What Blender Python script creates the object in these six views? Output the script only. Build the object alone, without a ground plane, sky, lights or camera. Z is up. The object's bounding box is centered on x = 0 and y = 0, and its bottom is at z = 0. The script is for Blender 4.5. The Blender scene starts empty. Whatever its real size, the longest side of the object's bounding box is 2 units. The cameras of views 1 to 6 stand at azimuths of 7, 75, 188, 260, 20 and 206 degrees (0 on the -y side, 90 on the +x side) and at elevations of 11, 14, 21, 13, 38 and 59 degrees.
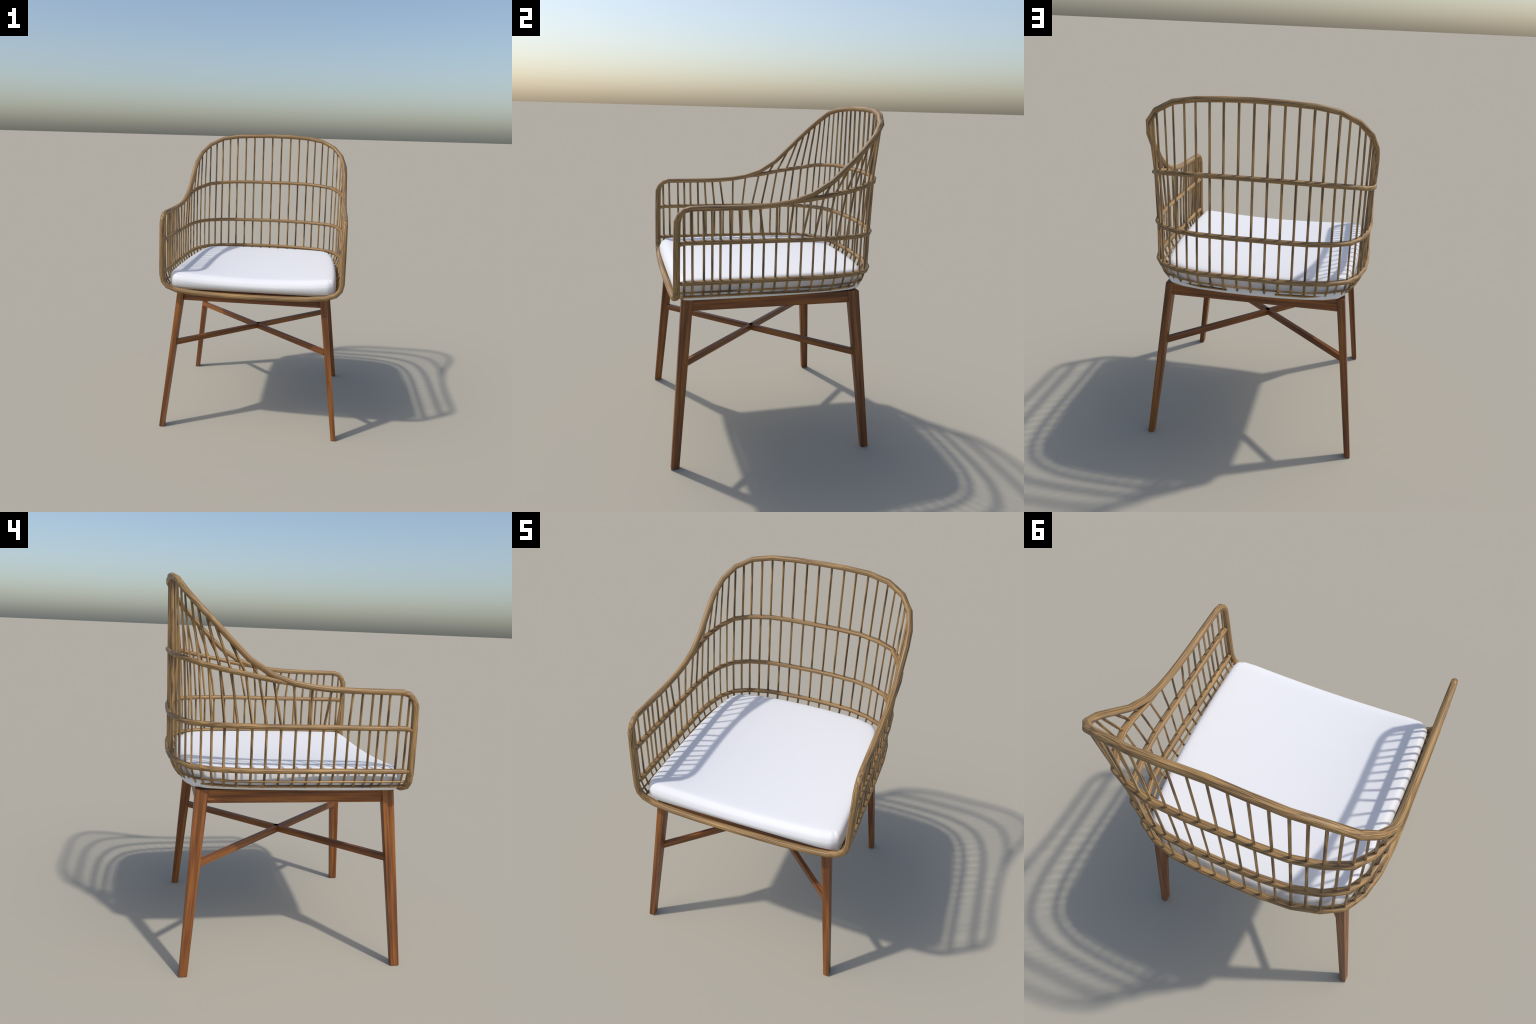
"""Rattan armchair: cane shell with vertical spindles, white seat cushion, tapered wooden base."""
import bpy, bmesh, math
from mathutils import Vector, Matrix

# ------------------------------------------------------------------ helpers
def cr(pts, n):
    """Catmull-Rom through a list of tuples, n steps per span."""
    out = []
    for i in range(len(pts) - 1):
        p0 = pts[max(i - 1, 0)]; p1 = pts[i]; p2 = pts[i + 1]; p3 = pts[min(i + 2, len(pts) - 1)]
        for s in range(n):
            t = s / n
            out.append(tuple(0.5 * (2 * b + (c - a) * t + (2 * a - 5 * b + 4 * c - d) * t * t + (3 * b - a - 3 * c + d) * t ** 3)
                             for a, b, c, d in zip(p0, p1, p2, p3)))
    out.append(tuple(pts[-1]))
    return out

def lerp(table, k):
    """piecewise linear look-up in a dict {k: value or tuple}"""
    ks = sorted(table)
    if k <= ks[0]: return table[ks[0]]
    for a, b in zip(ks, ks[1:]):
        if k <= b:
            t = (k - a) / (b - a); va, vb = table[a], table[b]
            if isinstance(va, tuple): return tuple(x + (y - x) * t for x, y in zip(va, vb))
            return va + (vb - va) * t
    return table[ks[-1]]

def mirror(half):
    """half runs from the middle (x = 0) outwards on +x; returns -x end ... middle ... +x end"""
    return [(-p[0],) + tuple(p[1:]) for p in reversed(half[1:])] + list(half)

root = bpy.data.objects.new("rattan_armchair", None)
bpy.context.scene.collection.objects.link(root)
root["label"] = "cane armchair with white cushion on tapered brown wooden legs"
root["category"] = "chair"

def add(name, verts, faces, mat, frame=None, smooth=True, flat_faces=()):
    me = bpy.data.meshes.new(name)
    if frame is not None:
        inv = frame.inverted(); verts = [inv @ Vector(v) for v in verts]
    me.from_pydata([tuple(v) for v in verts], [], faces)
    bm = bmesh.new(); bm.from_mesh(me); bmesh.ops.recalc_face_normals(bm, faces=bm.faces[:]); bm.to_mesh(me); bm.free()
    me.materials.append(mat)
    for i, p in enumerate(me.polygons):
        p.use_smooth = smooth and len(p.vertices) <= 4
    ob = bpy.data.objects.new(name, me)
    bpy.context.scene.collection.objects.link(ob)
    ob.parent = root
    if frame is not None: ob.matrix_world = frame
    return ob

def sweep(pts, normals, ra, rb, sides, closed=False, twist=0.0, power=1.0):
    """tube through pts; section half-width ra along the normal, rb along the binormal; mitred joints"""
    P = [Vector(p) for p in pts]; n = len(P); verts = []; faces = []
    for i in range(n):
        a = P[i] - P[i - 1] if (i > 0 or closed) else P[1] - P[0]
        b = P[(i + 1) % n] - P[i] if (i < n - 1 or closed) else P[i] - P[i - 1]
        a.normalize(); b.normalize(); t = (a + b).normalized()
        m = 1 / max(0.6, math.sqrt(max(0.0, (1 + a.dot(b)) / 2)))
        nn = Vector(normals[i]); nn = (nn - t * nn.dot(t)).normalized(); bb = t.cross(nn)
        bend = (b - a); bend = bend - t * bend.dot(t); bd = bend.normalized() if bend.length > 1e-6 else None
        A = ra[i] if isinstance(ra, (list, tuple)) else ra
        B = rb[i] if isinstance(rb, (list, tuple)) else rb
        for s in range(sides):
            th = twist + 2 * math.pi * s / sides
            c, sn = math.cos(th), math.sin(th)
            c = math.copysign(abs(c) ** power, c); sn = math.copysign(abs(sn) ** power, sn)
            o = nn * A * c + bb * B * sn
            if bd is not None: o += bd * (o.dot(bd) * (m - 1))
            verts.append(P[i] + o)
    for i in range(n if closed else n - 1):
        j = (i + 1) % n
        for s in range(sides):
            q = (s + 1) % sides
            faces.append((i * sides + s, i * sides + q, j * sides + q, j * sides + s))
    if not closed:
        faces.append(tuple(range(sides))); faces.append(tuple(range((n - 1) * sides, n * sides)))
    return verts, faces

# ------------------------------------------------------------------ materials
def nodes(name):
    m = bpy.data.materials.new(name); m.use_nodes = True
    nt = m.node_tree; return m, nt, nt.nodes["Principled BSDF"]

def node(nt, kind, **kw):
    n = nt.nodes.new(kind)
    for k, v in kw.items():
        if k in n.inputs.keys(): n.inputs[k].default_value = v
        else: setattr(n, k, v)
    return n

def ramp(nt, fac, stops):
    r = nt.nodes.new("ShaderNodeValToRGB"); e = r.color_ramp.elements
    while len(e) < len(stops): e.new(0.5)
    for el, (p, c) in zip(e, stops):
        el.position = p; el.color = (*c, 1)
    nt.links.new(fac, r.inputs["Fac"]); return r.outputs["Color"]

def mixc(nt, fac, a, b, mode="MIX"):
    m = nt.nodes.new("ShaderNodeMix"); m.data_type = "RGBA"; m.blend_type = mode
    for sock, v in ((m.inputs[0], fac), (m.inputs[6], a), (m.inputs[7], b)):
        if hasattr(v, "is_output"): nt.links.new(v, sock)
        else: sock.default_value = v if isinstance(v, (int, float)) else (*v, 1)
    return m.outputs[2]

def stretched(nt, scale, random_shift=True):
    """object coordinates, stretched along local z, shifted per object"""
    tc = nt.nodes.new("ShaderNodeTexCoord"); mp = nt.nodes.new("ShaderNodeMapping")
    mp.inputs["Scale"].default_value = scale
    nt.links.new(tc.outputs["Object"], mp.inputs["Vector"])
    if random_shift:
        oi = nt.nodes.new("ShaderNodeObjectInfo"); mu = node(nt, "ShaderNodeMath", operation="MULTIPLY"); mu.inputs[1].default_value = 37.0
        nt.links.new(oi.outputs["Random"], mu.inputs[0])
        cx = nt.nodes.new("ShaderNodeCombineXYZ")
        for i in range(3): nt.links.new(mu.outputs[0], cx.inputs[i])
        nt.links.new(cx.outputs[0], mp.inputs["Location"])
    return mp.outputs["Vector"]

def noise(nt, vec, scale=1.0, detail=3.0, rough=0.5):
    n = node(nt, "ShaderNodeTexNoise", Scale=scale, Detail=detail, Roughness=rough)
    nt.links.new(vec, n.inputs["Vector"]); return n.outputs["Fac"]

CANE_DARK, CANE_MID, CANE_LIGHT = (0.080, 0.045, 0.019), (0.250, 0.142, 0.050), (0.450, 0.270, 0.098)

def cane_pole():
    """thick canes: streaks that run with the pole. Position varies them slowly along the pole,
    the surface normal quickly around it."""
    m, nt, bsdf = nodes("cane_pole")
    g = nt.nodes.new("ShaderNodeNewGeometry"); tc = nt.nodes.new("ShaderNodeTexCoord")
    def coord(kn, kp):
        a = node(nt, "ShaderNodeVectorMath", operation="SCALE"); a.inputs["Scale"].default_value = kn
        nt.links.new(g.outputs["Normal"], a.inputs[0])
        b = node(nt, "ShaderNodeVectorMath", operation="SCALE"); b.inputs["Scale"].default_value = kp
        nt.links.new(tc.outputs["Object"], b.inputs[0])
        c = node(nt, "ShaderNodeVectorMath", operation="ADD")
        nt.links.new(a.outputs[0], c.inputs[0]); nt.links.new(b.outputs[0], c.inputs[1])
        return c.outputs[0]
    broad = noise(nt, coord(3.2, 5.0), 1.0, 2.0)
    fine = noise(nt, coord(6.0, 3.5), 1.0, 2.0, 0.5)
    col = ramp(nt, broad, [(0.33, CANE_MID), (0.50, tuple((a + b) / 2 for a, b in zip(CANE_MID, CANE_LIGHT))), (0.68, CANE_LIGHT)])
    lines = ramp(nt, fine, [(0.39, (0.85,) * 3), (0.53, (0, 0, 0))])
    col = mixc(nt, lines, col, CANE_DARK)
    nt.links.new(col, bsdf.inputs["Base Color"])
    bsdf.inputs["Roughness"].default_value = 0.55
    return m

def cane_thin():
    """thin canes: brown nodes and blotches along the stick"""
    m, nt, bsdf = nodes("cane_thin")
    v = stretched(nt, (60, 60, 7)); blot = noise(nt, v, 1.0, 2.0)
    v2 = stretched(nt, (150, 150, 4)); streak = noise(nt, v2, 1.0, 2.0)
    col = ramp(nt, streak, [(0.35, CANE_MID), (0.65, CANE_LIGHT)])
    dark = ramp(nt, blot, [(0.37, (0.9,) * 3), (0.55, (0, 0, 0))])
    col = mixc(nt, dark, col, CANE_DARK)
    nt.links.new(col, bsdf.inputs["Base Color"])
    bsdf.inputs["Roughness"].default_value = 0.5
    return m

def wood():
    m, nt, bsdf = nodes("oiled_wood")
    v = stretched(nt, (45, 45, 1.8)); wide = noise(nt, v, 1.0, 3.0)
    v2 = stretched(nt, (140, 140, 5)); fine = noise(nt, v2, 1.0, 3.0, 0.6)
    col = ramp(nt, wide, [(0.34, (0.120, 0.042, 0.014)), (0.50, (0.235, 0.080, 0.021)), (0.64, (0.335, 0.122, 0.024))])
    f = ramp(nt, fine, [(0.30, (0.62, 0.60, 0.58)), (0.60, (1, 1, 1))])
    col = mixc(nt, 1.0, col, f, "MULTIPLY")
    nt.links.new(col, bsdf.inputs["Base Color"])
    bsdf.inputs["Roughness"].default_value = 0.42
    bsdf.inputs["Specular IOR Level"].default_value = 0.38
    return m

def fabric():
    m, nt, bsdf = nodes("white_fabric")
    v = stretched(nt, (900, 900, 900), False); n = noise(nt, v, 1.0, 1.0)
    col = ramp(nt, n, [(0.3, (0.77, 0.77, 0.78)), (0.7, (0.80, 0.80, 0.81))])
    nt.links.new(col, bsdf.inputs["Base Color"])
    bsdf.inputs["Roughness"].default_value = 0.55
    return m

def patch_black():
    m, nt, bsdf = nodes("overlap_black")  # black for the added patch at the stretcher crossing, not a timber
    v = stretched(nt, (80, 80, 80)); n = noise(nt, v)
    nt.links.new(ramp(nt, n, [(0.3, (0.001, 0.001, 0.001)), (0.7, (0.003, 0.002, 0.002))]), bsdf.inputs["Base Color"])
    bsdf.inputs["Roughness"].default_value = 0.9
    bsdf.inputs["Specular IOR Level"].default_value = 0.0
    return m

POLE, THIN, WOOD, WHITE, BLACK = cane_pole(), cane_thin(), wood(), fabric(), patch_black()

# ------------------------------------------------------------------ the cane shell
# Canes are indexed by k: 0 is the middle of the back, 26 the last spindle before the front post.
RIM = {0: (0, .599, 1.985), 2: (.147, .602, 1.982), 4: (.286, .599, 1.974), 6: (.405, .579, 1.953), 8: (.499, .549, 1.905),
       10: (.557, .494, 1.842), 12: (.585, .419, 1.766), 13: (.591, .357, 1.703), 14: (.592, .252, 1.603), 15: (.592, .140, 1.533),
       16: (.593, .038, 1.498), 17: (.593, -.054, 1.482), 18: (.593, -.148, 1.474), 19: (.593, -.203, 1.471), 20: (.593, -.256, 1.470),
       21: (.593, -.305, 1.469), 22: (.593, -.356, 1.469), 23: (.593, -.399, 1.469), 24: (.593, -.443, 1.468), 25: (.593, -.503, 1.468),
       26: (.593, -.544, 1.456)}
MID = {0: (0, .606), 2: (.147, .604), 4: (.286, .593), 6: (.406, .560), 8: (.499, .506), 9: (.527, .463), 10: (.553, .415), 11: (.568, .356),
       12: (.582, .295), 13: (.589, .226), 14: (.594, .158), 15: (.595, .088), 16: (.595, .016), 17: (.595, -.053), 18: (.595, -.121),
       19: (.595, -.184), 20: (.595, -.245), 21: (.595, -.300), 22: (.595, -.354), 23: (.595, -.397), 24: (.595, -.441), 25: (.595, -.501),
       26: (.595, -.543)}
UPPER = {0: (0, .603, 1.610), 2: (.147, .603, 1.610), 4: (.286, .595, 1.607), 6: (.404, .567, 1.599), 8: (.498, .520, 1.588),
         9: (.530, .480, 1.579), 10: (.554, .437, 1.567), 11: (.573, .386, 1.558), 12: (.587, .334, 1.547), 13: (.593, .267, 1.536),
         14: (.594, .205, 1.523), 15: (.594, .120, 1.508), 16: (.593, .050, 1.495)}
Z_MID, Z_LOW, Z_ROD1, Z_ROD2 = 1.291, 1.075, 1.018, 0.989
IN_ROD1, IN_ROD2 = 0.017, 0.037
K_LAST, K_UPPER = 26, 14

def outward(k, sgn=1):
    a, b = Vector((*lerp(MID, max(k - 1, 0)), 0)), Vector((*lerp(MID, min(k + 1, 26)), 0))
    t = b - a
    n = Vector((-t.y, t.x, 0)).normalized()
    if k == 0: n = Vector((0, 1, 0))
    return Vector((n.x * sgn, n.y, 0))

def shell(k, z, inset=0.0, sgn=1):
    x, y = lerp(MID, k); n = outward(k)
    return Vector(((x - n.x * inset) * sgn, y - n.y * inset, z))

# rim: top rail, arms, front posts and front bar are one closed bent cane
even = [RIM[k] for k in (0, 2, 4, 6, 8, 10, 12, 13, 14, 15, 16, 17, 18, 20, 22)]
half = [(p, 'rail') for p in even] + [((.593, -.507, 1.468), 'arm'), ((.593, -.541, 1.458), 'arm'), ((.593, -.565, 1.434), 'arm'),
        ((.593, -.578, 1.400), 'post'), ((.594, -.582, 1.25), 'post'), ((.594, -.584, 1.062), 'post'), ((.583, -.584, 1.019), 'bar'),
        ((.555, -.584, .988), 'bar'), ((.493, -.585, .965), 'bar'), ((.38, -.587, .954), 'bar'), ((.25, -.588, .948), 'bar'), ((.12, -.588, .9455), 'bar'), ((0, -.588, .9445), 'bar')]
SIZE = {'rail': (.0180, .0150), 'arm': (.0165, .0150), 'post': (.0165, .0185), 'bar': (.0165, .0195)}
pts, nor, ra, rb = [], [], [], []
for i, (p, kind) in enumerate(half):
    a = Vector(half[max(i - 1, 0)][0]); b = Vector(half[min(i + 1, len(half) - 1)][0]); t = (b - a).normalized()
    if i == 0 or i == len(half) - 1: t = Vector((1, 0, 0)) if i == 0 else Vector((-1, 0, 0))
    if kind == 'rail': n = Vector((-t.y, t.x, 0)).normalized()
    elif kind == 'bar': n = t.cross(Vector((0, 1, 0))); n = -n if n.z > 0 else n
    else: n = Vector((1, 0, 0))
    pts.append(p); nor.append(n); ra.append(SIZE[kind][0]); rb.append(SIZE[kind][1])
loop = [(pts[i], nor[i], ra[i], rb[i]) for i in range(len(pts))]
loop += [((-p[0], p[1], p[2]), Vector((-n[0], n[1], n[2])), a, b) for p, n, a, b in reversed(loop[1:-1])]
v, f = sweep([l[0] for l in loop], [l[1] for l in loop], [l[2] for l in loop], [l[3] for l in loop], 10, closed=True, twist=math.pi / 10)
add("rim", v, f, POLE)

# three hoops
def hoop(plan):
    full = mirror(plan); n = len(full); nor = []
    for i in range(n):
        a = Vector(full[max(i - 1, 0)]); b = Vector(full[min(i + 1, n - 1)]); t = b - a
        nor.append(Vector((-t.y, t.x, 0)).normalized())
    r = [.0176] * n; q = [.0135] * n
    r[0] = r[-1] = .010; q[0] = q[-1] = .008
    v, f = sweep(full, nor, r, q, 8, twist=math.pi / 8)
    return add("hoop", v, f, POLE)

def plan(z_back, z_front, end):
    out = []
    for k in (0, 2, 4, 6, 8, 10, 12, 14, 16, 18, 20, 22, 24, 26):
        p = shell(k, z_back + (z_front - z_back) * min(1, k / 8), -(.001 if k < 10 else .0)); out.append(tuple(p))
    return out + [end]
hoop(plan(1.296, Z_MID, (.597, -.577, 1.278)))
hoop(plan(1.081, Z_LOW, (.597, -.579, 1.074)))
hoop([(UPPER[k][0] + outward(k).x * .001, UPPER[k][1] + outward(k).y * .001, UPPER[k][2]) for k in (0, 2, 4, 6, 8, 10, 12, 13, 14, 15, 16)])

# spindles
def spindle(k, sgn):
    s = lambda p: Vector((p[0] * sgn, p[1], p[2]))
    tip = Z_ROD2 - .006
    path = [shell(k, tip, IN_ROD2 + .007, sgn), shell(k, Z_ROD2, IN_ROD2, sgn), shell(k, Z_ROD1, IN_ROD1, sgn), shell(k, Z_LOW, 0, sgn), shell(k, Z_MID, 0, sgn)]
    if k <= K_UPPER: path.append(s(lerp(UPPER, k)))
    path.append(s(lerp(RIM, k)))
    out = outward(k, sgn)
    n = [out] * len(path)
    v, f = sweep(path, n, .0065, .0065, 4)
    z = (path[-1] - path[3]).normalized(); x = out.cross(z).normalized(); y = z.cross(x)
    M = Matrix((x, y, z)).transposed().to_4x4(); M.translation = path[3]
    add("spindle", v, f, THIN, frame=M, smooth=False)
for k in range(0, K_LAST + 1):
    for sgn in ((1,) if k == 0 else (1, -1)): spindle(k, sgn)

# two thin rods under the lowest hoop: one runs all the way round, the lower one comes in pieces
def rod(ks, z, inset, tilt, ends=(0, 0)):
    P = []; N = []
    for k in ks:
        sgn = -1 if k < 0 else 1
        P.append(shell(abs(k), z, inset, sgn)); N.append((outward(abs(k), sgn) + Vector((0, 0, tilt))))
    for e, i, j in ((ends[0], 0, 1), (ends[1], -1, -2)):
        if e: P[i] = P[i] + (P[i] - P[j]).normalized() * e
    v, f = sweep(P, N, .0070, .0064, 4, twist=math.pi / 4)
    return add("thin_rod", v, f, POLE, smooth=False)
rod(list(range(-26, 27)), Z_ROD1, IN_ROD1 - .001, .75, (.035, .035))
for sgn in (1, -1):
    rod([sgn * k for k in range(2, 8)], Z_ROD2, IN_ROD2 - .001, -.6, (.015, .005))
    rod([sgn * k for k in range(9, 27)], Z_ROD2, IN_ROD2 - .001, -.6, (.012, .035))

# ------------------------------------------------------------------ cushion
OUT = [(0, -.588), (.25, -.588), (.44, -.587), (.505, -.581), (.543, -.556), (.554, -.515), (.557, -.30), (.554, -.10), (.547, .08), (.535, .24),
       (.522, .35), (.503, .44), (.466, .500), (.385, .536), (.29, .554), (.15, .568), (0, .572)]
full = [Vector((*p, 0)) for p in OUT] + [Vector((-p[0], p[1], 0)) for p in reversed(OUT[1:-1])]
dense = []
for i, p in enumerate(full):                                   # even 1 cm steps, then relaxed: no crowded corners
    q = full[(i + 1) % len(full)]; m = max(1, round((q - p).length / .01))
    dense += [p.lerp(q, j / m) for j in range(m)]
for _ in range(2):
    dense = [(dense[i - 1] + dense[i] * 2 + dense[(i + 1) % len(dense)]) / 4 for i in range(len(dense))]
outline = dense
N = len(outline); onorm = []
for i in range(N):
    t = outline[(i + 1) % N] - outline[i - 1]; onorm.append(Vector((t.y, -t.x, 0)).normalized())
def top(x, y):
    """soft seat: level along the sides and the back, sagging towards the middle of the front"""
    return 1.086 - max(0, 1 - (x / .56) ** 2) * (.010 + .016 * (.5 - y))
# (inset, z) up the wall, then (inset, drop below the seat surface) over the upper edge
LOWER = cr([(.06, .9575), (.020, .962), (.008, .968), (.002, .979), (0, .990)], 2)
UPPER_EDGE = cr([(.000, .048), (.005, .025), (.015, .010), (.032, .002), (.065, 0)], 3)
verts = []; faces = []
centre = Vector((0, -.02, 0))
rows = [('z', i, z) for i, z in LOWER] + [('d', i, d) for i, d in UPPER_EDGE]
for kind, ins, h in rows:
    for p, n in zip(outline, onorm):
        back = max(0, n.y) ** 2
        front = max(0, -n.y) ** 2
        extra = (back * .006 + front * .018) * min(1, ins / .015) if kind == 'd' else front * .045 * min(1, max(0, (1.0 - h) / .042)) ** 1.5
        q = p - n * (min(ins, .02) + extra)
        q = q + (centre - q) * max(0, ins - .02) / .55        # beyond the rounded edge shrink towards the centre
        verts.append((q.x, q.y, h if kind == 'z' else top(q.x, q.y) - h))
R = len(rows)
for i in range(R - 1):
    for s in range(N):
        faces.append((i * N + s, i * N + (s + 1) % N, (i + 1) * N + (s + 1) % N, (i + 1) * N + s))
def cap(row, height, steps):
    """concentric rings to the centre"""
    base = row * N; prev = base
    for j in range(1, steps + 1):
        w = 1 - j / steps
        if j == steps:
            verts.append((centre.x, centre.y, height(centre.x, centre.y))); c = len(verts) - 1
            for s in range(N): faces.append((prev + s, prev + (s + 1) % N, c))
        else:
            start = len(verts)
            for s in range(N):
                x = centre.x + (verts[base + s][0] - centre.x) * w; y = centre.y + (verts[base + s][1] - centre.y) * w
                verts.append((x, y, height(x, y)))
            for s in range(N): faces.append((prev + s, prev + (s + 1) % N, start + (s + 1) % N, start + s))
            prev = start
cap(R - 1, top, 12); cap(0, lambda x, y: .9572, 3)
add("cushion", verts, faces, WHITE)

# ------------------------------------------------------------------ wooden base
def block(name, low, high, bevel=.0012):
    """prism between two quads (low and high, same winding); local z runs along it"""
    low = [Vector(p) for p in low]; high = [Vector(p) for p in high]
    cl = sum(low, Vector()) / 4; ch = sum(high, Vector()) / 4
    z = (ch - cl).normalized(); x = (low[1] - low[0]); x = (x - z * x.dot(z)).normalized(); y = z.cross(x)
    M = Matrix((x, y, z)).transposed().to_4x4(); M.translation = cl
    ob = add(name, low + high, [(0, 1, 2, 3), (4, 5, 6, 7), (0, 1, 5, 4), (1, 2, 6, 5), (2, 3, 7, 6), (3, 0, 4, 7)], WOOD, frame=M, smooth=False)
    bm = bmesh.new(); bm.from_mesh(ob.data)
    bmesh.ops.bevel(bm, geom=bm.edges[:], offset=bevel, segments=2, affect='EDGES', profile=.6)
    bm.to_mesh(ob.data); bm.free()
    return ob

Z_TOP, Z_APRON = .956, .887
LEG_X = ((.5725, .605), (.453, .4965))          # inner, outer at the foot and at the top
LEG_Y = {'front': ((-.624, -.578), (-.546, -.483)), 'back': ((.515, .559), (.416, .483))}
def quad(x0, x1, y0, y1, z): return [(x0, y0, z), (x1, y0, z), (x1, y1, z), (x0, y1, z)]
for sgn in (1, -1):
    for side in ('front', 'back'):
        (a0, a1), (b0, b1) = LEG_X; (c0, c1), (d0, d1) = LEG_Y[side]
        lo = quad(a0 * sgn, a1 * sgn, c0, c1, 0.0); hi = quad(b0 * sgn, b1 * sgn, d0, d1, Z_TOP)
        block("leg", lo, hi)

def beam(name, p, q, side, w0, w1, z0, z1):
    """horizontal beam from p to q (plan), offsets w0..w1 along side"""
    s = Vector((*side, 0))
    ring = lambda c: [Vector((*c, z0)) + s * w0, Vector((*c, z0)) + s * w1, Vector((*c, z1)) + s * w1, Vector((*c, z1)) + s * w0]
    return block(name, ring(p), ring(q))
for sgn in (1, -1):
    beam("apron", (sgn * .4935, -.487), (sgn * .4935, .421), (-sgn, 0), 0, .036, Z_APRON, Z_TOP - .0015)
beam("apron", (-.461, .4815), (.461, .4815), (0, -1), 0, .038, Z_APRON - .001, Z_TOP - .001)
beam("apron", (-.461, -.528), (.461, -.528), (0, 1), 0, .036, Z_APRON - .003, Z_TOP - .001)

# crossed stretchers running through each other, black patch added over the crossing
ends = [((-.518, -.542), (.514, .464)), ((.504, -.542), (-.528, .464))]
for i, (p, q) in enumerate(ends):
    d = (Vector(q) - Vector(p)).normalized()
    beam("stretcher", p, q, (-d.y, d.x), -.0125, .0125, .568 - .001 * i, .604 - .001 * i)
d0 = Vector(ends[0][1]) - Vector(ends[0][0]); c = (Vector(ends[0][0]) + Vector(ends[0][1])) / 2
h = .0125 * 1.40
low = [(c.x + h, c.y, .600), (c.x, c.y + h, .600), (c.x - h, c.y, .600), (c.x, c.y - h, .600)]
ob = add("overlap_patch", low + [(x, y, .6052) for x, y, z in low], [(0, 1, 2, 3), (4, 5, 6, 7), (0, 1, 5, 4), (1, 2, 6, 5), (2, 3, 7, 6), (3, 0, 4, 7)], BLACK, smooth=False)  # added plate, no real part: copies the black render artefact of coplanar faces
